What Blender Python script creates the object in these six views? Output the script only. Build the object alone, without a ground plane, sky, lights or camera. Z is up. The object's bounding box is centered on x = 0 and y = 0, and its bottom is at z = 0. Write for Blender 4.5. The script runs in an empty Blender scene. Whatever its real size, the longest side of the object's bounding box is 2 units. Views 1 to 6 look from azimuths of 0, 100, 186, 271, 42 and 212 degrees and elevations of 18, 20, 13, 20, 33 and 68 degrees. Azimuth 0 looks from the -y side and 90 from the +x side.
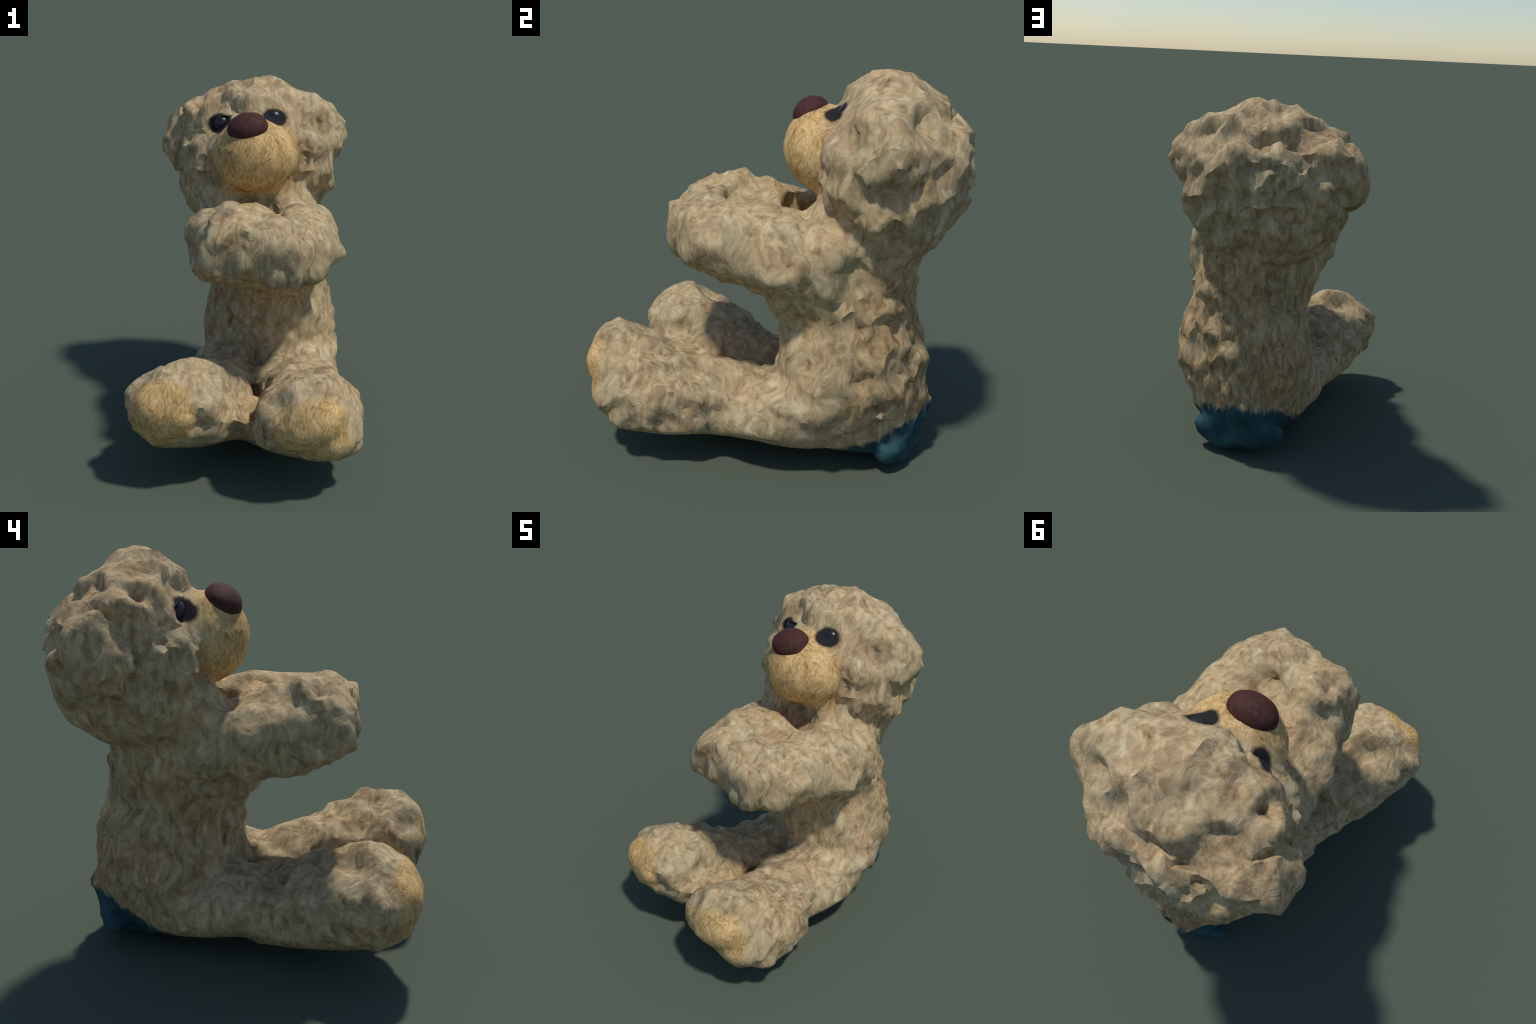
"""A plush teddy bear, sitting with its arms held together in front, modelled
as a soft union of stuffed ellipsoids, then tufted, creased and cut into
anatomical parts."""
import bpy, math
import numpy as np
from mathutils import Vector

SOFT = 0.026          # how softly neighbouring stuffed parts melt together
CELL = 0.0145         # meshing step

# part: centre, half sizes, rotation vector
PARTS = {
    "head": ((0.059, 0.534, 1.519), (0.452, 0.306, 0.441), (0.24, 0.26, -0.03)),
    "crown": ((0.049, 0.515, 1.786), (0.432, 0.194, 0.154), (0.05, -0.01, 0.01)),
    "occiput": ((0.049, 0.740, 1.533), (0.409, 0.131, 0.238), (-0.54, -0.05, -0.14)),
    "jaw": ((-0.033, 0.545, 1.317), (0.277, 0.406, 0.153), (0.15, -0.29, -0.19)),
    "ear_l": ((0.470, 0.538, 1.639), (0.103, 0.136, 0.151), (-0.38, -0.37, -0.28)),
    "ear_r": ((-0.391, 0.645, 1.603), (0.129, 0.128, 0.205), (-0.77, 0.34, 0.17)),
    "muzzle": ((0.032, 0.187, 1.593), (0.223, 0.195, 0.200), (-0.01, -0.00, -0.01)),
    "nose": ((0.003, 0.130, 1.740), (0.080, 0.060, 0.060), (0.45, -0.18, 0.11)),
    "cheek_l": ((0.348, 0.348, 1.537), (0.133, 0.118, 0.163), (0.34, -0.13, -0.17)),
    "cheek_r": ((-0.264, 0.377, 1.460), (0.128, 0.122, 0.244), (0.19, 0.15, 0.08)),
    "snout_base": ((0.020, 0.330, 1.540), (0.220, 0.170, 0.220), (0.00, 0.00, 0.00)),
    "jowl_l": ((0.240, 0.300, 1.320), (0.130, 0.140, 0.120), (0.00, 0.00, 0.00)),
    "jowl_r": ((-0.170, 0.270, 1.320), (0.130, 0.140, 0.120), (0.00, 0.00, 0.00)),
    "temple_l": ((0.245, 0.623, 1.702), (0.125, 0.136, 0.121), (-0.00, 0.01, 0.02)),
    "temple_r": ((-0.229, 0.649, 1.672), (0.126, 0.136, 0.120), (0.01, -0.01, 0.00)),
    "neck": ((0.119, 0.481, 1.242), (0.320, 0.222, 0.248), (0.01, -0.14, 0.16)),
    "chest": ((0.113, 0.321, 0.972), (0.385, 0.395, 0.326), (-0.38, 0.67, 0.02)),
    "belly": ((0.140, 0.408, 0.520), (0.404, 0.358, 0.517), (0.10, 0.11, -0.62)),
    "rump": ((0.102, 0.492, 0.280), (0.183, 0.349, 0.312), (0.26, -0.03, -0.04)),
    "hem": ((0.122, 0.685, 0.121), (0.261, 0.085, 0.108), (0.09, 0.04, -0.20)),
    "base": ((0.072, 0.208, 0.236), (0.269, 0.472, 0.051), (-0.31, -0.13, -0.33)),
    "uarm_l": ((0.379, 0.115, 1.109), (0.155, 0.295, 0.195), (0.15, 0.12, -0.10)),
    "farm_l": ((0.285, -0.086, 1.140), (0.145, 0.355, 0.209), (0.03, 0.56, 0.16)),
    "hand_l": ((0.239, -0.337, 1.172), (0.122, 0.232, 0.159), (0.14, 0.27, -0.21)),
    "uarm_r": ((-0.181, 0.143, 1.127), (0.147, 0.326, 0.144), (-0.37, 0.01, -0.21)),
    "farm_r": ((-0.110, -0.154, 1.165), (0.151, 0.336, 0.221), (-0.21, 0.50, -0.04)),
    "hand_r": ((0.057, -0.354, 1.199), (0.183, 0.155, 0.185), (0.20, 0.19, 0.29)),
    "arm_fill": ((0.028, -0.004, 1.188), (0.184, 0.242, 0.165), (-0.12, -0.01, 0.11)),
    "lap_fill": ((0.035, -0.005, 0.196), (0.206, 0.250, 0.137), (0.02, -0.04, 0.01)),
    "web": ((0.017, -0.406, 0.168), (0.250, 0.449, 0.050), (-0.46, 0.60, 0.25)),
    "hip_l": ((0.379, 0.182, 0.245), (0.143, 0.257, 0.140), (0.02, -0.02, 0.18)),
    "thigh_l": ((0.351, 0.125, 0.356), (0.226, 0.514, 0.133), (0.38, 0.22, -0.04)),
    "shin_l": ((0.367, -0.442, 0.318), (0.251, 0.436, 0.209), (-0.01, -0.01, 0.29)),
    "foot_l": ((0.323, -0.651, 0.429), (0.222, 0.164, 0.269), (1.25, -0.46, 0.16)),
    "thigh_r": ((-0.131, 0.035, 0.284), (0.182, 0.559, 0.192), (-0.18, 0.05, -0.10)),
    "shin_r": ((-0.310, -0.370, 0.317), (0.195, 0.477, 0.198), (-0.47, -0.47, -0.30)),
    "foot_r": ((-0.250, -0.496, 0.347), (0.335, 0.251, 0.213), (-0.73, 0.08, 0.95)),
}

# paws and feet are blockier than an egg
BLOCKY = {"foot_l": 3.0, "foot_r": 3.0, "hand_l": 2.6, "hand_r": 2.6, "farm_l": 2.4, "farm_r": 2.4}

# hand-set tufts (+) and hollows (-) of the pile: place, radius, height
HEAD_TUFTS = [
    (-0.12, 0.38, 1.91, 0.048, 0.029), (0.16, 0.31, 1.86, 0.050, -0.017), (0.32, 0.32, 1.79, 0.060, -0.024), (-0.01, 0.36, 1.92, 0.086, 0.036),
    (-0.25, 0.39, 1.85, 0.048, 0.029), (-0.23, 0.24, 1.64, 0.053, 0.032), (-0.26, 0.24, 1.53, 0.038, 0.023), (-0.38, 0.52, 1.83, 0.060, 0.036),
    (0.54, 0.53, 1.80, 0.070, 0.036), (0.37, 0.23, 1.63, 0.047, 0.028), (0.36, 0.22, 1.57, 0.052, -0.021), (0.47, 0.40, 1.39, 0.039, 0.024),
    (0.45, 0.42, 1.31, 0.050, -0.020), (-0.39, 0.39, 1.30, 0.050, -0.018), (0.51, 0.67, 1.69, 0.063, -0.025), (0.57, 0.54, 1.53, 0.107, -0.028),
    (0.49, 0.49, 1.38, 0.052, 0.031), (0.46, 0.71, 1.52, 0.037, 0.022), (0.27, 0.80, 1.33, 0.047, 0.028), (0.44, 0.63, 1.28, 0.104, -0.028),
    (0.36, 0.73, 1.75, 0.045, 0.027), (0.13, 0.73, 1.85, 0.047, 0.028), (0.45, 0.39, 1.72, 0.050, -0.016), (0.47, 0.29, 1.54, 0.050, -0.018),
    (0.46, 0.31, 1.63, 0.032, 0.019), (0.41, 0.25, 1.61, 0.033, 0.020), (0.18, 0.49, 1.98, 0.073, 0.036), (-0.00, 0.48, 1.98, 0.064, 0.036),
    (-0.05, 0.65, 1.92, 0.066, -0.026), (0.21, 0.73, 1.83, 0.050, -0.019), (-0.05, 0.72, 1.85, 0.061, 0.036), (0.29, 0.68, 1.86, 0.067, 0.036),
    (0.36, 0.70, 1.78, 0.062, -0.025), (0.56, 0.58, 1.76, 0.064, 0.036), (0.39, 0.73, 1.72, 0.049, 0.030), (0.10, 0.88, 1.71, 0.095, -0.028),
    (-0.01, 0.90, 1.68, 0.050, -0.017), (-0.13, 0.82, 1.73, 0.068, 0.036), (-0.32, 0.73, 1.78, 0.052, 0.031), (-0.31, 0.83, 1.67, 0.085, -0.028),
    (-0.40, 0.51, 1.78, 0.072, 0.036), (-0.07, 0.91, 1.58, 0.030, 0.018), (0.18, 0.88, 1.68, 0.048, 0.029), (0.33, 0.82, 1.53, 0.043, 0.026),
    (0.37, 0.74, 1.36, 0.039, 0.023), (0.57, 0.62, 1.64, 0.033, 0.020), (0.11, 0.78, 1.18, 0.066, -0.026), (-0.01, 0.93, 1.33, 0.095, -0.028),
    (-0.05, 0.37, 1.93, 0.050, -0.019), (-0.26, 0.45, 1.89, 0.029, 0.017), (-0.20, 0.49, 1.92, 0.050, -0.015), (-0.29, 0.40, 1.84, 0.081, -0.028),
    (0.03, 0.68, 1.91, 0.050, -0.012), (0.08, 0.61, 1.97, 0.039, 0.024), (-0.29, 0.61, 1.85, 0.050, -0.012), (-0.03, 0.82, 1.75, 0.050, 0.030),
    (-0.39, 0.49, 1.75, 0.050, -0.018), (-0.40, 0.65, 1.76, 0.040, 0.024), (-0.44, 0.49, 1.61, 0.022, 0.014), (-0.29, 0.29, 1.66, 0.040, 0.024),
    (-0.21, 0.22, 1.62, 0.032, 0.019), (-0.18, 0.18, 1.47, 0.030, 0.018), (-0.02, 0.49, 1.96, 0.050, -0.018), (0.08, 0.68, 1.90, 0.050, -0.019),
    (-0.23, 0.60, 1.89, 0.037, 0.022), (-0.32, 0.60, 1.84, 0.050, -0.012), (0.12, 0.87, 1.72, 0.032, 0.019), (0.23, 0.85, 1.71, 0.050, -0.013),
    (-0.01, 0.89, 1.71, 0.050, -0.016), (-0.01, 0.76, 1.79, 0.050, -0.013), (-0.05, 0.80, 1.76, 0.036, 0.021), (-0.45, 0.51, 1.64, 0.037, 0.022),
    (-0.39, 0.49, 1.69, 0.050, -0.016), (-0.27, 0.73, 1.79, 0.050, -0.016), (-0.35, 0.67, 1.78, 0.056, 0.034), (-0.43, 0.73, 1.74, 0.055, -0.022),
    (-0.53, 0.62, 1.55, 0.029, 0.018), (-0.28, 0.39, 1.83, 0.038, 0.023), (-0.23, 0.17, 1.40, 0.036, 0.022), (-0.32, 0.46, 1.86, 0.050, -0.019),
    (-0.08, 0.38, 1.93, 0.056, 0.034), (0.38, 0.65, 1.83, 0.057, -0.023), (0.47, 0.43, 1.82, 0.034, 0.020), (0.59, 0.57, 1.70, 0.042, 0.025),
    (0.10, 0.26, 1.83, 0.050, -0.012), (0.27, 0.24, 1.69, 0.056, 0.034), (0.41, 0.23, 1.58, 0.058, -0.023), (0.42, 0.42, 1.84, 0.075, 0.036),
    (0.57, 0.59, 1.66, 0.042, 0.025),
]
ARM_TUFTS = [
    (-0.08, -0.13, 1.38, 0.062, 0.054), (0.01, -0.37, 1.40, 0.084, -0.042), (0.23, -0.08, 1.32, 0.050, 0.045), (0.21, -0.56, 1.22, 0.086, -0.042),
    (-0.10, -0.50, 1.24, 0.083, -0.042), (0.00, -0.51, 1.14, 0.050, 0.045), (-0.18, -0.46, 1.12, 0.047, 0.042), (0.17, -0.55, 1.22, 0.033, 0.030),
    (0.54, 0.06, 1.07, 0.057, 0.051), (-0.26, -0.30, 1.21, 0.054, -0.033), (-0.06, -0.39, 1.39, 0.043, 0.039), (0.13, -0.25, 1.36, 0.051, -0.031),
    (-0.11, -0.24, 1.40, 0.077, 0.054), (0.46, -0.28, 1.24, 0.068, -0.041), (0.53, 0.14, 1.15, 0.071, -0.042), (0.49, 0.30, 1.00, 0.061, 0.054),
    (0.52, 0.21, 1.05, 0.050, -0.028), (0.22, -0.00, 1.33, 0.054, -0.032), (0.17, -0.39, 1.39, 0.049, 0.044), (-0.21, -0.21, 1.31, 0.052, -0.031),
    (-0.10, -0.17, 1.38, 0.050, -0.029), (-0.14, -0.34, 1.37, 0.050, -0.025), (-0.22, -0.33, 1.28, 0.065, -0.039), (-0.25, -0.28, 1.23, 0.027, 0.024),
    (-0.25, -0.36, 1.20, 0.056, -0.034), (-0.10, -0.48, 1.29, 0.038, 0.035), (-0.10, -0.51, 1.10, 0.031, 0.028), (-0.30, -0.03, 1.27, 0.050, -0.027),
    (-0.33, -0.03, 1.21, 0.041, 0.037), (0.15, -0.23, 1.34, 0.058, -0.035), (0.24, -0.52, 1.29, 0.052, 0.047), (-0.15, -0.51, 1.28, 0.048, 0.043),
    (0.12, 0.11, 1.34, 0.082, -0.042), (-0.23, -0.46, 1.22, 0.030, 0.027), (-0.21, -0.49, 1.14, 0.030, 0.027), (0.54, 0.18, 1.16, 0.042, 0.038),
]
BODY_TUFTS = [
    (0.39, 0.52, 1.08, 0.062, 0.029), (0.44, 0.44, 1.01, 0.073, -0.022), (0.55, 0.37, 0.51, 0.050, -0.016), (0.50, 0.44, 0.70, 0.050, -0.014),
    (0.24, 0.77, 0.26, 0.038, 0.018), (0.53, 0.39, 0.57, 0.055, 0.027), (0.32, 0.63, 0.91, 0.041, 0.020), (0.25, 0.67, 0.94, 0.057, -0.018),
    (0.24, 0.76, 0.51, 0.041, 0.020), (0.32, 0.72, 0.46, 0.070, -0.022), (0.16, 0.77, 0.60, 0.055, 0.026), (0.53, 0.41, 0.73, 0.043, 0.021),
    (0.05, 0.82, 0.29, 0.030, 0.014), (0.06, 0.78, 0.67, 0.026, 0.012), (0.08, 0.82, 0.50, 0.028, 0.013), (0.02, 0.77, 0.60, 0.050, -0.010),
    (-0.02, 0.69, 0.93, 0.050, -0.010),
]
LEG_TUFTS = [
    (-0.62, -0.58, 0.48, 0.044, 0.034), (-0.18, -0.79, 0.39, 0.067, -0.035), (-0.23, -0.27, 0.52, 0.083, 0.047), (0.45, -0.79, 0.60, 0.050, -0.019),
    (0.41, -0.58, 0.61, 0.052, 0.040), (0.62, -0.50, 0.44, 0.050, 0.039), (0.58, -0.76, 0.25, 0.050, -0.025), (0.25, -0.33, 0.51, 0.040, 0.031),
    (-0.30, -0.67, 0.63, 0.053, -0.027), (0.47, -0.71, 0.60, 0.052, -0.027), (0.60, -0.53, 0.43, 0.062, -0.032), (0.64, -0.60, 0.31, 0.079, -0.036),
    (0.56, -0.26, 0.32, 0.072, -0.036), (0.49, -0.34, 0.48, 0.050, -0.024), (0.04, -0.42, 0.43, 0.029, 0.023), (0.27, -0.81, 0.63, 0.052, 0.041),
    (0.50, 0.15, 0.48, 0.049, 0.038), (-0.32, -0.45, 0.59, 0.050, -0.023), (-0.33, -0.59, 0.64, 0.057, 0.045), (-0.61, -0.61, 0.47, 0.042, 0.032),
    (-0.40, -0.49, 0.59, 0.069, -0.036), (0.13, -0.56, 0.48, 0.043, 0.034), (-0.56, -0.66, 0.50, 0.050, -0.020), (-0.52, -0.45, 0.50, 0.045, 0.035),
    (0.47, -0.43, 0.54, 0.033, 0.026), (0.40, -0.82, 0.65, 0.040, 0.031), (0.46, -0.64, 0.64, 0.045, 0.035), (0.14, -0.82, 0.55, 0.069, -0.036),
    (0.26, -0.93, 0.43, 0.040, 0.031), (-0.20, -0.77, 0.50, 0.034, 0.026), (0.43, -0.81, 0.61, 0.050, -0.024), (0.56, -0.78, 0.41, 0.050, -0.024),
    (0.59, -0.70, 0.21, 0.048, 0.037),
]
BULGES = [
    (-0.32, 0.51, 1.82, 0.120, -0.031), (-0.19, 0.21, 1.39, 0.120, -0.029), (0.54, -0.72, 0.61, 0.120, 0.044), (0.25, 0.21, 1.35, 0.075, -0.030),
    (0.20, -0.89, 0.40, 0.075, -0.030), (0.16, -0.88, 0.58, 0.120, 0.031), (-0.35, 0.70, 1.85, 0.120, 0.028), (0.14, -0.33, 0.28, 0.120, -0.029),
    (0.63, -0.59, 0.31, 0.120, 0.027), (-0.15, 0.48, 0.96, 0.120, -0.028), (0.03, 0.81, 0.25, 0.120, -0.017), (-0.15, -0.03, 0.41, 0.075, -0.026),
    (-0.34, 0.02, 0.38, 0.120, 0.025), (0.22, 0.78, 1.84, 0.075, 0.027), (-0.07, -0.17, 1.33, 0.120, -0.022), (0.23, 0.68, 0.69, 0.120, -0.025),
    (0.11, 0.53, 2.00, 0.050, -0.017), (0.12, -0.79, 0.45, 0.050, -0.020), (0.33, 0.83, 1.37, 0.120, 0.023), (-0.18, -0.28, 0.43, 0.120, -0.022),
    (-0.06, 0.19, 1.26, 0.075, -0.024), (0.43, -0.67, 0.67, 0.075, 0.020), (0.00, -0.50, 0.46, 0.120, 0.020), (0.08, -0.88, 0.51, 0.075, 0.019),
    (-0.15, 0.56, 0.23, 0.120, -0.020), (0.63, -0.79, 0.36, 0.075, 0.020), (0.11, 0.83, 1.80, 0.075, 0.022), (-0.38, -0.62, 0.63, 0.075, -0.014),
    (0.32, 0.06, 0.46, 0.120, -0.019), (-0.38, 0.50, 1.82, 0.050, -0.017), (-0.63, -0.63, 0.46, 0.050, 0.017), (-0.18, -0.48, 1.11, 0.050, -0.017),
    (-0.28, -0.78, 0.33, 0.075, -0.020), (0.14, -0.38, 1.34, 0.075, -0.016), (-0.23, -0.31, 1.24, 0.075, 0.021), (-0.24, 0.19, 1.31, 0.050, -0.020),
    (0.32, 0.76, 0.27, 0.120, 0.019), (0.43, -0.94, 0.38, 0.075, 0.019), (-0.28, 0.20, 1.48, 0.075, 0.017), (-0.42, 0.46, 1.70, 0.075, 0.020),
    (0.28, 0.41, 1.87, 0.050, -0.019), (-0.49, -0.29, 0.46, 0.075, 0.019), (-0.35, 0.73, 1.38, 0.120, -0.016), (-0.00, 0.92, 1.49, 0.050, -0.017),
    (0.51, 0.42, 0.76, 0.075, 0.014), (-0.24, 0.85, 1.58, 0.075, -0.017), (0.11, 0.11, 1.33, 0.050, 0.019), (0.49, 0.31, 0.69, 0.075, -0.018),
    (-0.38, -0.74, 0.28, 0.050, -0.018), (0.29, 0.24, 1.49, 0.050, -0.017), (0.62, -0.61, 0.19, 0.050, 0.017), (-0.44, 0.72, 1.78, 0.075, 0.015),
    (-0.12, -0.51, 0.61, 0.120, 0.013), (0.53, -0.58, 0.49, 0.050, -0.019), (-0.47, -0.27, 0.28, 0.075, -0.014), (0.31, 0.69, 1.10, 0.075, 0.018),
    (0.12, -0.79, 0.45, 0.050, -0.015), (-0.03, -0.70, 0.30, 0.120, 0.018), (0.25, -0.91, 0.40, 0.050, -0.015), (0.22, -0.96, 0.33, 0.050, 0.018),
    (-0.19, 0.32, 1.81, 0.075, 0.017), (-0.07, -0.39, 1.42, 0.050, 0.016), (-0.28, 0.42, 0.37, 0.050, 0.016), (0.00, 0.28, 1.89, 0.050, -0.011),
    (0.03, 0.35, 1.99, 0.050, 0.015), (0.22, 0.48, 1.99, 0.075, 0.012), (0.14, -0.61, 0.50, 0.075, -0.013), (-0.14, 0.90, 1.44, 0.050, 0.018),
    (0.32, 0.10, 0.62, 0.075, -0.017), (0.28, 0.18, 1.71, 0.050, 0.014), (-0.20, 0.35, 0.58, 0.120, -0.012), (0.25, 0.21, 1.35, 0.050, -0.012),
    (0.26, 0.10, 1.34, 0.075, 0.012), (-0.22, -0.79, 0.50, 0.050, -0.011), (0.04, 0.11, 1.84, 0.075, 0.011), (0.52, -0.83, 0.28, 0.050, -0.013),
    (-0.20, 0.51, 1.87, 0.050, -0.016), (0.18, 0.90, 1.52, 0.075, 0.016), (0.43, -0.26, 1.15, 0.050, -0.016), (0.50, 0.22, 1.33, 0.075, 0.016),
    (0.48, -0.57, 0.53, 0.050, -0.016), (0.49, -0.41, 0.56, 0.120, 0.011), (0.22, -0.27, 0.48, 0.075, -0.012), (-0.50, 0.70, 1.54, 0.050, -0.012),
    (-0.44, 0.84, 1.70, 0.075, 0.015), (0.02, -0.48, 1.25, 0.075, -0.014), (0.27, 0.15, 1.45, 0.050, 0.016), (-0.19, 0.73, 1.86, 0.075, 0.015),
    (-0.23, 0.21, 0.48, 0.050, 0.016), (0.49, 0.29, 1.00, 0.120, -0.010), (-0.14, 0.06, 0.41, 0.120, -0.011), (-0.21, -0.46, 1.24, 0.050, -0.013),
    (0.00, 0.60, 2.01, 0.050, 0.014), (-0.13, -0.81, 0.39, 0.120, 0.014), (0.02, 0.91, 1.66, 0.050, 0.015), (-0.10, 0.19, 1.35, 0.050, -0.014),
    (-0.24, -0.29, 1.01, 0.050, -0.011), (0.56, 0.20, 0.33, 0.075, -0.012), (-0.10, -0.15, 1.42, 0.050, 0.013), (0.03, -0.16, 1.32, 0.120, -0.014),
]
SMALL_BULGES = [
    (-0.35, -0.32, 0.59, 0.050, 0.015), (-0.31, -0.42, 1.20, 0.075, 0.014), (0.00, 0.59, 1.91, 0.050, -0.014), (0.43, -0.28, 1.29, 0.050, 0.015),
    (0.57, -0.01, 0.21, 0.050, 0.013), (0.14, 0.89, 1.42, 0.050, -0.013), (0.09, 0.79, 0.68, 0.050, 0.012), (-0.25, -0.61, 0.64, 0.050, -0.010),
    (-0.19, -0.72, 0.58, 0.075, 0.013), (0.15, -0.09, 1.37, 0.050, 0.014), (-0.02, 0.67, 0.72, 0.075, -0.014), (0.54, -0.16, 1.13, 0.050, 0.014),
    (0.56, 0.21, 0.54, 0.050, 0.014), (-0.26, 0.92, 1.49, 0.050, 0.012), (-0.07, 0.84, 1.78, 0.050, -0.009), (0.45, 0.53, 1.15, 0.050, 0.014),
    (0.35, 0.51, 1.16, 0.050, -0.014), (-0.09, -0.38, 0.54, 0.050, -0.012), (0.55, 0.38, 0.59, 0.050, -0.011), (0.55, 0.47, 0.66, 0.075, 0.014),
    (0.21, 0.66, 0.79, 0.120, -0.011), (-0.50, 0.53, 1.56, 0.050, -0.010), (-0.24, -0.51, 0.67, 0.050, 0.012), (-0.32, 0.66, 1.89, 0.050, 0.013),
    (0.34, -0.12, 0.49, 0.120, 0.009), (-0.24, 0.18, 1.36, 0.050, -0.010), (-0.13, 0.09, 1.40, 0.075, 0.011), (0.51, -0.90, 0.44, 0.120, 0.010),
    (-0.02, 0.75, 1.89, 0.050, -0.010), (0.48, -0.32, 1.17, 0.050, 0.012), (0.41, -0.32, 1.09, 0.075, -0.012), (0.03, 0.79, 0.54, 0.050, 0.012),
    (-0.34, -0.25, 0.47, 0.075, -0.010), (-0.41, -0.10, 0.38, 0.120, 0.012), (-0.29, 0.46, 1.78, 0.075, -0.012), (0.13, -0.84, 0.30, 0.050, 0.011),
    (0.15, -0.72, 0.55, 0.050, -0.011), (0.58, -0.43, 0.35, 0.075, -0.013), (-0.15, 0.48, 0.96, 0.120, -0.011), (-0.03, -0.26, 0.50, 0.050, 0.013),
    (-0.04, -0.34, 1.42, 0.050, 0.011), (0.14, -0.33, 0.28, 0.075, -0.011), (0.43, 0.18, 0.81, 0.050, 0.013), (0.42, 0.33, 0.73, 0.075, -0.013),
    (-0.14, 0.63, 0.32, 0.050, -0.012), (-0.34, -0.00, 1.12, 0.050, 0.010), (0.07, -0.80, 0.48, 0.050, 0.011), (-0.27, -0.34, 1.28, 0.075, 0.012),
    (-0.16, 0.26, 0.55, 0.050, -0.013), (-0.42, 0.46, 1.70, 0.120, 0.009), (-0.35, 0.51, 1.76, 0.075, -0.010), (-0.30, 0.55, 1.89, 0.050, 0.010),
    (-0.27, -0.80, 0.49, 0.050, -0.009), (0.49, 0.50, 1.92, 0.050, 0.011), (0.46, 0.52, 1.85, 0.050, -0.011), (-0.51, -0.43, 0.52, 0.050, -0.008),
    (0.31, -0.78, 0.60, 0.050, -0.013), (0.53, 0.39, 0.83, 0.050, 0.012), (-0.53, 0.64, 1.53, 0.050, 0.010), (-0.34, 0.77, 1.81, 0.075, -0.009),
    (-0.30, -0.35, 1.05, 0.050, 0.012), (0.21, 0.81, 0.22, 0.050, 0.012), (0.14, -0.88, 0.40, 0.075, -0.009), (-0.43, 0.60, 1.40, 0.050, 0.011),
    (-0.42, 0.48, 1.41, 0.120, -0.008), (0.02, -0.40, 1.32, 0.075, -0.011), (0.43, 0.04, 1.26, 0.120, -0.009), (0.38, 0.69, 0.28, 0.075, 0.012),
    (0.25, -0.23, 0.41, 0.075, -0.012), (-0.06, 0.19, 1.26, 0.050, -0.011), (0.61, -0.71, 0.53, 0.120, 0.010), (0.49, 0.50, 1.92, 0.050, 0.011),
    (-0.46, -0.35, 0.52, 0.050, 0.010), (0.11, 0.83, 1.80, 0.075, 0.011), (0.59, 0.31, 0.41, 0.050, 0.011), (-0.05, 0.12, 0.61, 0.050, -0.012),
    (0.53, 0.48, 0.32, 0.050, 0.010), (-0.23, 0.55, 1.88, 0.050, -0.009), (-0.18, 0.54, 1.95, 0.050, 0.012), (0.41, 0.20, 1.55, 0.050, 0.012),
    (0.48, -0.57, 0.53, 0.050, -0.012), (-0.27, -0.75, 0.28, 0.075, -0.010), (-0.15, -0.25, 1.39, 0.050, -0.009), (0.21, 0.73, 1.00, 0.050, 0.012),
    (0.43, 0.72, 1.72, 0.050, -0.009), (0.14, 0.68, 1.93, 0.050, 0.012), (-0.28, 0.08, 0.97, 0.050, 0.012), (-0.47, -0.71, 0.22, 0.075, 0.008),
    (-0.14, 0.89, 1.58, 0.050, -0.011), (0.44, 0.39, 1.75, 0.075, 0.011),
]
# deeper folds: lap and inner legs, hip, under the legs; fuller nape, crown and the flared tail of the cloth
FOLDS = [
    (-0.05, -0.50, 0.48, 0.13, -0.050), (0.00, -0.64, 0.38, 0.15, -0.034), (0.01, -0.46, 0.44, 0.12, -0.016),
    (-0.21, -0.08, 0.46, 0.11, -0.045), (0.45, 0.22, 0.79, 0.10, -0.040), (0.41, 0.18, 0.74, 0.12, -0.025),
    (-0.28, -0.05, 0.11, 0.25, -0.018), (-0.39, -0.45, 0.13, 0.22, -0.014), (0.36, -0.60, 0.64, 0.07, -0.025),
    (-0.36, 0.65, 1.36, 0.14, 0.035), (0.06, 0.77, 1.86, 0.12, 0.020), (0.02, 0.84, 0.25, 0.06, 0.045),
]


# which body region each stuffed part belongs to
REGION = {
    "head": "head", "crown": "head", "occiput": "head", "jaw": "head",
    "cheek_l": "head", "cheek_r": "head", "jowl_l": "head", "jowl_r": "head", "temple_l": "head", "temple_r": "head", "ear_l": "ear_l", "ear_r": "ear_r",
    "muzzle": "muzzle", "nose": "muzzle", "snout_base": "muzzle",
    "neck": "torso", "chest": "torso", "belly": "torso", "rump": "torso",
    "hem": "torso", "base": "torso", "lap_fill": "torso", "web": "torso", "hip_l": "leg_l", "arm_fill": "torso",
    "uarm_l": "arm_l", "farm_l": "arm_l", "hand_l": "hand_l",
    "uarm_r": "arm_r", "farm_r": "arm_r", "hand_r": "hand_r",
    "thigh_l": "leg_l", "shin_l": "leg_l", "foot_l": "foot_l",
    "thigh_r": "leg_r", "shin_r": "leg_r", "foot_r": "foot_r",
}

# ------------------------------------------------------------------ field
def rotation(w):
    w = np.asarray(w, float)
    t = np.linalg.norm(w) + 1e-12
    k = w / t
    m = np.array([[0, -k[2], k[1]], [k[2], 0, -k[0]], [-k[1], k[0], 0]])
    return np.eye(3) + np.sin(t) * m + (1 - np.cos(t)) * m @ m

SHAPES = [(n, np.array(c, np.float32), np.array(r, np.float32), rotation(w).astype(np.float32))
          for n, (c, r, w) in PARTS.items()]

HOLLOW = ("hollow", np.array([0.055, 0.095, 1.275], np.float32), np.array([0.115, 0.10, 0.09], np.float32), np.eye(3, dtype=np.float32))

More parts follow.
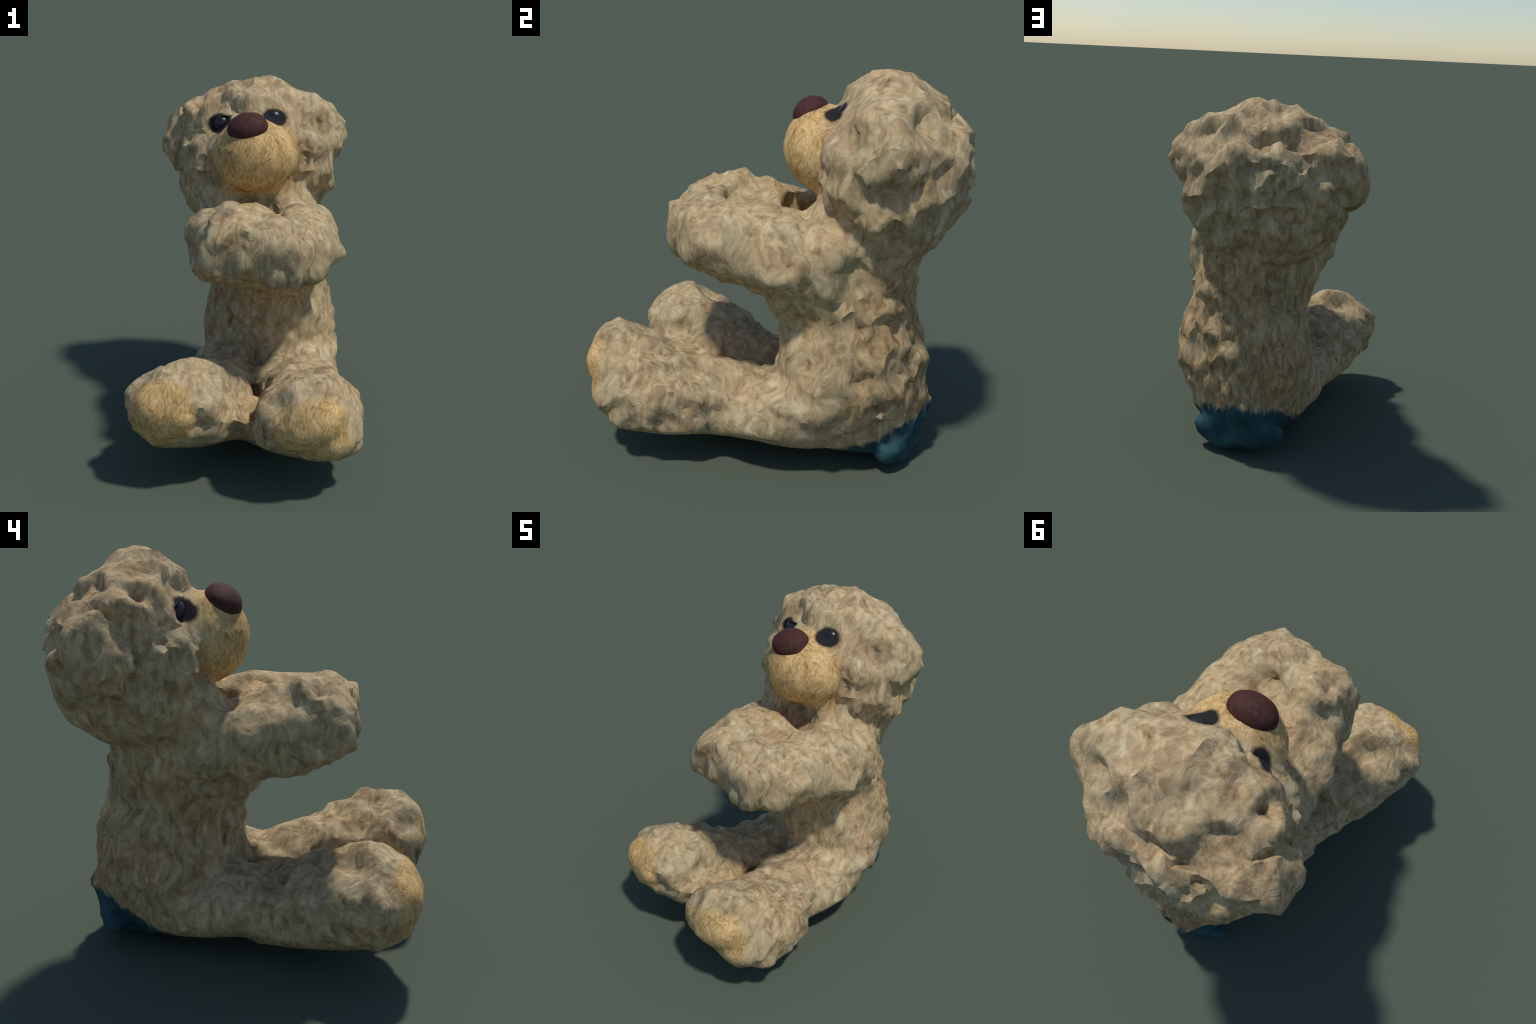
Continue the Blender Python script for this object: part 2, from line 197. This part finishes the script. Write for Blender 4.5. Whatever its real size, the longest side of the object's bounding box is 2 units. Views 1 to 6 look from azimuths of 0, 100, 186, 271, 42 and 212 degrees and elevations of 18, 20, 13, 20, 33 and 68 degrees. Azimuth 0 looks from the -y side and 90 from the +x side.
def stuffed(shape, p):
    name, c, r, m = shape
    e = BLOCKY.get(name, 2.0)
    q = np.abs((p - c) @ m) / r + 1e-6
    if e == 2:
        k = np.sqrt((q * q).sum(-1))
        return (k - 1) * k / np.sqrt(((q / r) ** 2).sum(-1))
    k = (q ** e).sum(-1) ** (1 / e)
    return (k - 1) / np.sqrt((((q / k[..., None]) ** (e - 1) / r) ** 2).sum(-1))

def field(p):
    acc = None
    low = None
    ds = [stuffed(s, p) for s in SHAPES]
    low = ds[0].copy()
    for d in ds[1:]:
        np.minimum(low, d, out=low)
    acc = np.zeros_like(low)
    for d in ds:
        acc += np.exp(-np.minimum((d - low) / SOFT, 40))
    solid = low - SOFT * np.log(acc)
    hole = -stuffed(HOLLOW, p)              # carve the pocket between chin and arms
    m = np.maximum(solid, hole)
    return m + 0.02 * np.log(np.exp((solid - m) / 0.02) + np.exp((hole - m) / 0.02))

# ------------------------------------------------------------------ noise
def hashed(i, seed):
    i = i.astype(np.int64)
    h = (i[..., 0] * 73856093) ^ (i[..., 1] * 19349663) ^ (i[..., 2] * 83492791) ^ (seed * 2654435)
    h = (h ^ (h >> 13)) * 1274126177 & 0xFFFFFFFF
    h = (h ^ (h >> 15)) * 2246822519 & 0xFFFFFFFF
    return ((h ^ (h >> 16)) & 0xFFFFFF) / float(0xFFFFFF)

def value_noise(p, seed):
    i = np.floor(p)
    f = p - i
    f = f * f * f * (f * (f * 6 - 15) + 10)
    out = 0
    for dx in (0, 1):
        for dy in (0, 1):
            for dz in (0, 1):
                w = (f[:, 0] if dx else 1 - f[:, 0]) * (f[:, 1] if dy else 1 - f[:, 1]) * (f[:, 2] if dz else 1 - f[:, 2])
                out = out + w * hashed(i + np.array([dx, dy, dz]), seed)
    return out * 2 - 1

def fractal(p, seed, octaves=3):
    return sum(value_noise(p * 2 ** o + 17.3 * o, seed + o) * 0.5 ** o for o in range(octaves))

def cells(p, seed):
    """distances to the nearest and second nearest scattered point"""
    i = np.floor(p)
    f1 = np.full(len(p), 9.0)
    f2 = np.full(len(p), 9.0)
    for dx in (-1, 0, 1):
        for dy in (-1, 0, 1):
            for dz in (-1, 0, 1):
                j = i + np.array([dx, dy, dz])
                q = j + np.stack([hashed(j, seed + s) for s in (1, 2, 3)], -1)
                d = np.sqrt(((q - p) ** 2).sum(-1))
                f2 = np.minimum(f2, np.maximum(f1, d))
                f1 = np.minimum(f1, d)
    return f1, f2

# ------------------------------------------------------------------ meshing (surface nets)
def surface_nets(lo, hi, step):
    n = np.ceil((hi - lo) / step).astype(int) + 1
    ax = [lo[a] + step * np.arange(n[a], dtype=np.float32) for a in range(3)]
    g = np.empty(n, np.float32)
    for k in range(0, n[0], 16):
        X = np.stack(np.meshgrid(ax[0][k:k + 16], ax[1], ax[2], indexing="ij"), -1)
        g[k:k + 16] = field(X.reshape(-1, 3).astype(np.float32)).reshape(X.shape[:-1])
    inside = g < 0
    corner = [(x, y, z) for x in (0, 1) for y in (0, 1) for z in (0, 1)]
    cut = [slice(o, n[a] - 1 + o) for a in range(3) for o in (0, 1)]
    def at(arr, c):
        return arr[c[0]:n[0] - 1 + c[0], c[1]:n[1] - 1 + c[1], c[2]:n[2] - 1 + c[2]]
    count = sum(at(inside, c).astype(np.int8) for c in corner)
    live = np.argwhere((count > 0) & (count < 8))
    ident = np.full(n - 1, -1, np.int64)
    ident[tuple(live.T)] = np.arange(len(live))
    total = np.zeros((len(live), 3))
    hits = np.zeros(len(live))
    for a in corner:
        for axis in range(3):
            if a[axis]:
                continue
            b = list(a); b[axis] = 1
            va = g[tuple((live + a).T)]; vb = g[tuple((live + b).T)]
            cross = (va < 0) != (vb < 0)
            t = np.where(cross, va / np.where(cross, va - vb, 1), 0)
            pt = np.tile(np.array(a, float), (len(live), 1)); pt[:, axis] = t
            total += pt * cross[:, None]
            hits += cross
    verts = lo + step * (live + total / hits[:, None])
    quads = []
    for axis in range(3):
        o1, o2 = (axis + 1) % 3, (axis + 2) % 3
        s0 = [slice(1, -1)] * 3; s1 = [slice(1, -1)] * 3
        s0[axis] = slice(0, -1); s1[axis] = slice(1, None)
        a, b = inside[tuple(s0)], inside[tuple(s1)]
        idx = np.argwhere(a != b)
        start = a[tuple(idx.T)]
        base = idx.copy(); base[:, o1] += 1; base[:, o2] += 1
        e1 = np.zeros(3, int); e1[o1] = 1
        e2 = np.zeros(3, int); e2[o2] = 1
        q = np.stack([ident[tuple((base - e1 - e2).T)], ident[tuple((base - e2).T)],
                      ident[tuple(base.T)], ident[tuple((base - e1).T)]], 1)
        q[~start] = q[~start][:, ::-1]
        quads.append(q)
    return verts, np.vstack(quads)

def gradient(p):
    e = 0.004
    g = np.stack([field(p + d) - field(p - d) for d in (np.eye(3) * e)], -1)
    return g / (np.linalg.norm(g, axis=1, keepdims=True) + 1e-9)

verts, quads = surface_nets(np.array([-0.85, -1.08, -0.08]), np.array([0.85, 1.08, 2.12]), CELL)
for _ in range(2):
    verts = verts - gradient(verts) * field(verts)[:, None]
normal = gradient(verts)

# ------------------------------------------------------------------ tufts, creases and dents
def sstep(a, b, x):
    t = np.clip((x - a) / (b - a), 0, 1)
    return t * t * (3 - 2 * t)

def near(p, c, r0, r1):
    """1 inside r1 of c, fading to 0 at r0"""
    return sstep(r0, r1, np.sqrt(((p - np.array(c)) ** 2).sum(-1)))

def pile(p, n):
    """how far the matted pile stands off the stuffing at surface point p"""
    x, y, z = p.T
    warp = np.stack([fractal(p * 9, 40 + s, 2) for s in (0, 10, 20)], -1)
    pw = p + 0.030 * warp
    dents = cells(pw * 7.2, 5)[0] - 0.55          # bowls with sharp rims
    fine = cells(pw * 14 + 3.3, 11)[0] - 0.55
    swell = fractal(p * 4.5, 70, 3)
    patchy = sstep(-0.25, 0.35, fractal(p * 3.1 + 8, 130, 2))
    calm = np.maximum(near(p, (0.24, 0.36, 1.88), 0.26, 0.12), np.maximum(near(p, (0.30, -0.10, 1.30), 0.30, 0.15), 0.7 * near(p, (0.55, 0.50, 1.65), 0.32, 0.18)))
    face = near(p, (0.05, 0.12, 1.60), 0.30, 0.24)
    pads = np.maximum(near(p, (0.39, -0.87, 0.43), 0.22, 0.15), near(p, (-0.42, -0.78, 0.44), 0.22, 0.15))
    under = sstep(-0.55, -0.85, n[:, 2]) * sstep(0.40, 0.25, z)
    rough = (1 - 0.88 * face) * (1 - 0.75 * pads) * (1 - 0.9 * under)
    rough *= 1 - 0.8 * near(p, (0.05, -0.35, 0.22), 0.26, 0.14)
    head = sstep(1.25, 1.4, z)
    flank = sstep(-0.02, -0.25, x) * sstep(0.2, 0.4, y) * (1 - head)
    amount = (0.88 + 0.15 * head + 0.4 * head * sstep(0.45, 0.7, y)) * (1 - 0.6 * flank) * (1 - 0.15 * (1 - head))
    shift = rough * amount * (1 - 0.6 * calm) * (0.066 * dents + (0.014 + 0.040 * patchy) * fine + 0.010 * swell) + 0.004
    for px, py, pz, r, a in HEAD_TUFTS + ARM_TUFTS + BODY_TUFTS + LEG_TUFTS + BULGES + SMALL_BULGES + FOLDS:
        c = np.array([px, py, pz])
        pick = np.flatnonzero(((p - c) ** 2).sum(-1) < (3 * r) ** 2)
        if len(pick):
            d = np.sqrt(((p[pick] + 0.014 * warp[pick] - c) ** 2).sum(-1)) / r
            shift[pick] += a * (1 - 0.75 * face[pick]) * np.exp(-d ** (1.4 if a > 0 else 2.2))
    return np.clip(shift, -0.075, 0.065) - 0.012 * under

shift = pile(verts, normal)
verts = verts + normal * shift[:, None]
# the tufts hang: their crests sag, which leaves a sharp lip on the lower side
sag = np.clip(shift, 0, 0.05) * (1 - normal[:, 2] ** 2) * sstep(0.15, 0.35, verts[:, 2])
verts[:, 2] -= (0.35 + 0.25 * sstep(1.15, 1.35, verts[:, 2])) * (sag - 0.012 * (1 - normal[:, 2] ** 2) * sstep(0.15, 0.35, verts[:, 2]))
# the underside is flattened by its own weight: relax it
edges = np.vstack([quads[:, [k, (k + 1) % 4]] for k in range(4)])
soft = (sstep(0.25, 0.16, verts[:, 2]) * sstep(0.50, 0.40, verts[:, 1]))[:, None]
for _ in range(24):
    mean = np.zeros_like(verts)
    deg = np.bincount(edges.ravel(), minlength=len(verts))[:, None]
    for axis in range(3):
        mean[:, axis] = (np.bincount(edges[:, 0], verts[edges[:, 1], axis], len(verts))
                         + np.bincount(edges[:, 1], verts[edges[:, 0], axis], len(verts)))
    verts += soft * 0.7 * (mean / deg - verts)
floor = 0.015                       # pile pressed flat where it meets the ground
low = verts[:, 2] < floor
verts[low, 2] = floor * np.exp((verts[low, 2] - floor) / floor)
verts[:, 2] -= verts[:, 2].min()

# ------------------------------------------------------------------ scan-like mesh: collapse flat areas into facets
raw = bpy.data.meshes.new("raw_body")
raw.from_pydata(verts.tolist(), [], quads.tolist())
holder = bpy.data.objects.new("raw_body", raw)
bpy.context.scene.collection.objects.link(holder)
dec = holder.modifiers.new("facets", "DECIMATE")
dec.ratio = 0.13
graph = bpy.context.evaluated_depsgraph_get()
body = bpy.data.meshes.new_from_object(holder.evaluated_get(graph))
bpy.data.objects.remove(holder)
bpy.data.meshes.remove(raw)
body.set_sharp_from_angle(angle=math.radians(45))
print("BODY FACES", len(body.polygons), "verts", len(body.vertices))

# ------------------------------------------------------------------ materials
class Nodes:
    def __init__(self, name):
        self.mat = bpy.data.materials.new(name)
        self.mat.use_nodes = True
        self.t = self.mat.node_tree
        self.bsdf = self.t.nodes["Principled BSDF"]
    def add(self, kind, **kw):
        n = self.t.nodes.new(kind)
        for k, v in kw.items():
            setattr(n, k, v)
        return n
    def link(self, a, b):
        self.t.links.new(a, b)
    def put(self, sock, v):
        if hasattr(v, "is_linked"):
            self.link(v, sock)
        else:
            sock.default_value = v
    def math(self, op, a, b=0.0, clamp=False):
        n = self.add("ShaderNodeMath", operation=op, use_clamp=clamp)
        self.put(n.inputs[0], a); self.put(n.inputs[1], b)
        return n.outputs[0]
    def vmath(self, op, a, b):
        n = self.add("ShaderNodeVectorMath", operation=op)
        self.put(n.inputs[0], a); self.put(n.inputs[1], b)
        return n.outputs["Value" if op in ("LENGTH", "DISTANCE") else "Vector"]
    def noise(self, vec, scale, detail=3.0, rough=0.5, distort=0.0):
        n = self.add("ShaderNodeTexNoise")
        self.put(n.inputs["Vector"], vec)
        n.inputs["Scale"].default_value = scale
        n.inputs["Detail"].default_value = detail
        n.inputs["Roughness"].default_value = rough
        n.inputs["Distortion"].default_value = distort
        return n
    def ramp(self, fac, stops):
        n = self.add("ShaderNodeValToRGB")
        e = n.color_ramp.elements
        while len(e) < len(stops):
            e.new(0.5)
        for k, (pos, col) in zip(e, stops):
            k.position = pos
            k.color = (*col, 1)
        self.link(fac, n.inputs[0])
        return n.outputs[0]
    def span(self, v, a, b):
        n = self.add("ShaderNodeMapRange", interpolation_type="SMOOTHSTEP")
        self.put(n.inputs[0], v)
        n.inputs[1].default_value = a; n.inputs[2].default_value = b
        return n.outputs[0]
    def mix(self, fac, a, b, blend="MIX"):
        n = self.add("ShaderNodeMix", data_type="RGBA", blend_type=blend)
        self.put(n.inputs[0], fac)
        self.put(n.inputs[6], a if hasattr(a, "is_linked") else (*a, 1))
        self.put(n.inputs[7], b if hasattr(b, "is_linked") else (*b, 1))
        return n.outputs[2]
    def oval(self, co, centre, half):
        m = self.add("ShaderNodeMapping", vector_type="TEXTURE")
        m.inputs["Location"].default_value = centre
        m.inputs["Scale"].default_value = half
        self.link(co, m.inputs["Vector"])
        return self.vmath("LENGTH", m.outputs[0], (0, 0, 0))

def plush():
    n = Nodes("plush_fur")
    co = n.add("ShaderNodeTexCoord").outputs["Object"]
    # strands: noise stretched along gently curving locks
    bend = n.noise(co, 6.0, 2.0)
    sub = n.vmath("SUBTRACT", bend.outputs["Color"], (0.5, 0.5, 0.5))
    off = n.add("ShaderNodeVectorMath", operation="SCALE"); off.inputs["Scale"].default_value = 0.15
    n.link(sub, off.inputs[0])
    bent = n.vmath("ADD", co, off.outputs[0])
    stretch = n.add("ShaderNodeMapping"); stretch.inputs["Scale"].default_value = (1, 0.75, 0.30)
    stretch.inputs["Rotation"].default_value = (0.35, 0.1, 0.0)
    n.link(bent, stretch.inputs[0])
    strand = n.noise(stretch.outputs[0], 33.0, 4.0, 0.55).outputs[0]
    fleck = n.noise(stretch.outputs[0], 85.0, 3.0, 0.6).outputs[0]
    blotch = n.noise(bent, 10.0, 4.0, 0.6).outputs[0]
    tint = n.noise(co, 4.5, 3.0, 0.55).outputs[0]
    tan = n.ramp(n.math("ADD", n.math("MULTIPLY", strand, 0.62), n.math("MULTIPLY", blotch, 0.38)),
                 [(0.29, (0.165, 0.110, 0.060)), (0.41, (0.34, 0.252, 0.144)), (0.52, (0.47, 0.363, 0.216)), (0.68, (0.64, 0.52, 0.335))])
    cool = n.mix(1.0, tan, (0.95, 0.965, 0.94), "MULTIPLY")
    warm = n.mix(1.0, tan, (1.03, 0.97, 0.90), "MULTIPLY")
    grey = n.mix(n.span(tint, 0.38, 0.62), cool, warm)
    # dark gaps between the locks
    gap = n.noise(stretch.outputs[0], 19.0, 3.0, 0.5).outputs[0]
    gap = n.span(n.math("ABSOLUTE", n.math("SUBTRACT", gap, 0.5)), 0.085, 0.0)
    shaggy = n.span(n.noise(co, 3.0, 2.0).outputs[0], 0.35, 0.62)
    trunk = n.span(n.oval(co, (0.10, 0.50, 0.66), (0.50, 0.46, 0.58)), 1.10, 0.75)   # trunk mask: slightly darker, browner fur colour with stronger dark streaks
    gap = n.math("MULTIPLY", gap, n.math("ADD", n.math("ADD", 0.10, n.math("MULTIPLY", trunk, 0.18)), n.math("MULTIPLY", shaggy, 0.28)))
    grey = n.mix(trunk, grey, n.mix(1.0, grey, (0.92, 0.875, 0.82), "MULTIPLY"))
    grey = n.mix(gap, grey, n.mix(1.0, grey, (0.50, 0.43, 0.36), "MULTIPLY"))
    gold = n.ramp(n.math("ADD", n.math("MULTIPLY", fleck, 0.55), n.math("MULTIPLY", blotch, 0.45)),
                  [(0.31, (0.17, 0.090, 0.030)), (0.41, (0.40, 0.242, 0.094)), (0.52, (0.58, 0.382, 0.162)), (0.66, (0.76, 0.55, 0.28))])
    jitter = n.math("MULTIPLY", n.math("SUBTRACT", n.noise(co, 16.0, 4.0, 0.65).outputs[0], 0.5), 0.5)
    ovals = [((0.05, 0.09, 1.57), (0.27, 0.27, 0.29)), ((0.38, -0.90, 0.43), (0.225, 0.13, 0.185)), ((-0.43, -0.80, 0.45), (0.20, 0.16, 0.21))]
    far = None
    for c, h in ovals:
        d = n.oval(co, c, h)
        far = d if far is None else n.math("MINIMUM", far, d)
    far = n.math("ADD", far, jitter)
    sep = n.add("ShaderNodeSeparateXYZ"); n.link(co, sep.inputs[0])
    mask = n.math("MULTIPLY", n.span(far, 1.16, 0.84), n.math("MAXIMUM", n.span(sep.outputs["Z"], 1.34, 1.39), n.span(sep.outputs["Z"], 0.9, 0.8)))
    col = n.mix(mask, grey, gold)
    # dark fur round the eyes
    for c, h in (((0.145, 0.262, 1.798), (0.078, 0.080, 0.056)), ((-0.160, 0.290, 1.752), (0.085, 0.088, 0.064))):
        d = n.math("ADD", n.oval(co, c, h), n.math("MULTIPLY", jitter, 0.5))
        col = n.mix(n.span(d, 1.1, 0.8), col, (0.022, 0.02, 0.022))
    # bare smooth fabric on the underside between the legs
    bare = n.oval(co, (0.05, -0.15, 0.10), (0.17, 0.55, 0.19))
    baremask = n.span(n.math("ADD", bare, jitter), 1.1, 0.9)
    col = n.mix(baremask, col, n.ramp(blotch, [(0.3, (0.25, 0.195, 0.165)), (0.7, (0.35, 0.285, 0.245))]))
    # blue cloth at the tail end
    slope = n.math("SUBTRACT", n.math("SUBTRACT", sep.outputs["Z"], n.math("MULTIPLY", sep.outputs["Y"], 0.45)), -0.058)
    ragged = n.math("SUBTRACT", n.noise(stretch.outputs[0], 26.0, 3.0, 0.6).outputs[0], 0.5)
    slope = n.math("ADD", slope, n.math("MULTIPLY", ragged, 0.15))
    bluemask = n.math("MULTIPLY", n.span(slope, 0.024, -0.024), n.span(sep.outputs["Y"], 0.36, 0.40))
    bluecol = n.ramp(n.noise(co, 9.0, 4.0).outputs[0], [(0.3, (0.014, 0.042, 0.052)), (0.7, (0.042, 0.102, 0.118))])
    col = n.mix(bluemask, col, bluecol)
    n.link(col, n.bsdf.inputs["Base Color"])
    n.bsdf.inputs["Roughness"].default_value = 0.9
    n.bsdf.inputs["Specular IOR Level"].default_value = 0.1
    b = n.add("ShaderNodeBump"); b.inputs["Strength"].default_value = 0.4; b.inputs["Distance"].default_value = 0.012
    n.link(n.math("ADD", strand, n.math("MULTIPLY", fleck, 0.5)), b.inputs["Height"]); n.link(b.outputs[0], n.bsdf.inputs["Normal"])
    return n.mat

def velvet_nose():
    n = Nodes("nose_velvet")
    co = n.add("ShaderNodeTexCoord").outputs["Object"]
    m = n.noise(co, 60.0, 4.0, 0.6).outputs[0]
    n.link(n.ramp(m, [(0.3, (0.040, 0.014, 0.012)), (0.7, (0.085, 0.030, 0.025))]), n.bsdf.inputs["Base Color"])
    n.bsdf.inputs["Roughness"].default_value = 0.75
    n.bsdf.inputs["Specular IOR Level"].default_value = 0.25
    b = n.add("ShaderNodeBump"); b.inputs["Strength"].default_value = 0.3; b.inputs["Distance"].default_value = 0.006
    n.link(m, b.inputs["Height"]); n.link(b.outputs[0], n.bsdf.inputs["Normal"])
    return n.mat

def glass_eye():
    n = Nodes("eye_black")
    co = n.add("ShaderNodeTexCoord").outputs["Object"]
    m = n.noise(co, 20.0, 2.0).outputs[0]
    n.link(n.ramp(m, [(0.3, (0.008, 0.009, 0.012)), (0.7, (0.02, 0.021, 0.026))]), n.bsdf.inputs["Base Color"])
    n.bsdf.inputs["Roughness"].default_value = 0.32
    return n.mat

FUR, NOSE, EYE = plush(), velvet_nose(), glass_eye()

# ------------------------------------------------------------------ cut the body into parts
bear = bpy.data.objects.new("teddy_bear", None)
bpy.context.scene.collection.objects.link(bear)
bear["label"] = "shaggy tan plush teddy bear sitting with arms held forward"
bear["category"] = "teddy bear"

nv, nf = len(body.vertices), len(body.polygons)
bv = np.empty(nv * 3); body.vertices.foreach_get("co", bv); bv = bv.reshape(-1, 3)
bn = np.empty(len(body.loops) * 3, np.float32); body.corner_normals.foreach_get("vector", bn); bn = bn.reshape(-1, 3)
corner0 = [p.loop_start for p in body.polygons]
centre = np.empty(nf * 3); body.polygons.foreach_get("center", centre); centre = centre.reshape(-1, 3)
nearest = np.argmin(np.stack([stuffed(s, centre.astype(np.float32)) for s in SHAPES], -1), -1)
region = np.array([REGION[s[0]] for s in SHAPES], dtype=object)[nearest]

def pad(c, half):
    return (((centre - np.array(c)) / np.array(half)) ** 2).sum(-1) < 1
region[(centre[:, 2] - 0.45 * centre[:, 1] + 0.058 < 0) & (centre[:, 1] > 0.38)] = "seat_cloth"
region[pad((0.38, -0.90, 0.43), (0.225, 0.13, 0.185)) & (region == "foot_l")] = "pad_l"
region[pad((-0.43, -0.80, 0.45), (0.20, 0.16, 0.21)) & (region == "foot_r")] = "pad_r"
faces = [tuple(p.vertices) for p in body.polygons]

made = {}
def cut(key, name, parent):
    pick = np.flatnonzero(region == key)
    used = np.unique([v for f in pick for v in faces[f]])
    where = {v: i for i, v in enumerate(used)}
    me = bpy.data.meshes.new(name)
    me.from_pydata(bv[used].tolist(), [], [[where[v] for v in faces[f]] for f in pick])
    me.polygons.foreach_set("use_smooth", [True] * len(pick))
    me.normals_split_custom_set([bn[corner0[f] + k].tolist() for f in pick for k in range(len(faces[f]))])
    me.materials.append(FUR)
    o = bpy.data.objects.new(name, me)
    bpy.context.scene.collection.objects.link(o)
    o.parent = parent
    made[key] = o

for key, name, up in [
        ("head", "head", None), ("torso", "torso", None), ("seat_cloth", "seat_cloth", None),
        ("arm_l", "arm", None), ("arm_r", "arm", None), ("leg_l", "leg", None), ("leg_r", "leg", None),
        ("ear_l", "ear", "head"), ("ear_r", "ear", "head"), ("muzzle", "muzzle", "head"),
        ("hand_l", "hand", "arm_l"), ("hand_r", "hand", "arm_r"),
        ("foot_l", "foot", "leg_l"), ("foot_r", "foot", "leg_r"),
        ("pad_l", "foot_pad", "leg_l"), ("pad_r", "foot_pad", "leg_r")]:
    cut(key, name, made[up] if up else bear)
bpy.data.meshes.remove(body)

# ------------------------------------------------------------------ nose and eyes
def bead(name, c, half, tilt, mat, lump=0.0):
    import bmesh
    bm = bmesh.new()
    bmesh.ops.create_icosphere(bm, subdivisions=4, radius=1.0)
    m = rotation(tilt)
    p = np.array([v.co for v in bm.verts])
    k = 1 + lump * fractal(p * 1.7, 90, 2)
    p = (p * k[:, None] * np.array(half)) @ m.T + np.array(c)
    for v, q in zip(bm.verts, p):
        v.co = Vector(q)
    for f in bm.faces:
        f.smooth = True
    me = bpy.data.meshes.new(name)
    bm.to_mesh(me); bm.free()
    me.materials.append(mat)
    o = bpy.data.objects.new(name, me)
    bpy.context.scene.collection.objects.link(o)
    o.parent = made["head"]
    return o

bead("nose", (-0.002, 0.116, 1.754), (0.118, 0.096, 0.088), (0.45, -0.18, 0.11), NOSE, 0.03)
bead("eye", (0.143, 0.297, 1.793), (0.050, 0.040, 0.045), (0, 0, 0), EYE)
bead("eye", (-0.157, 0.312, 1.752), (0.048, 0.042, 0.048), (0, 0, 0), EYE)
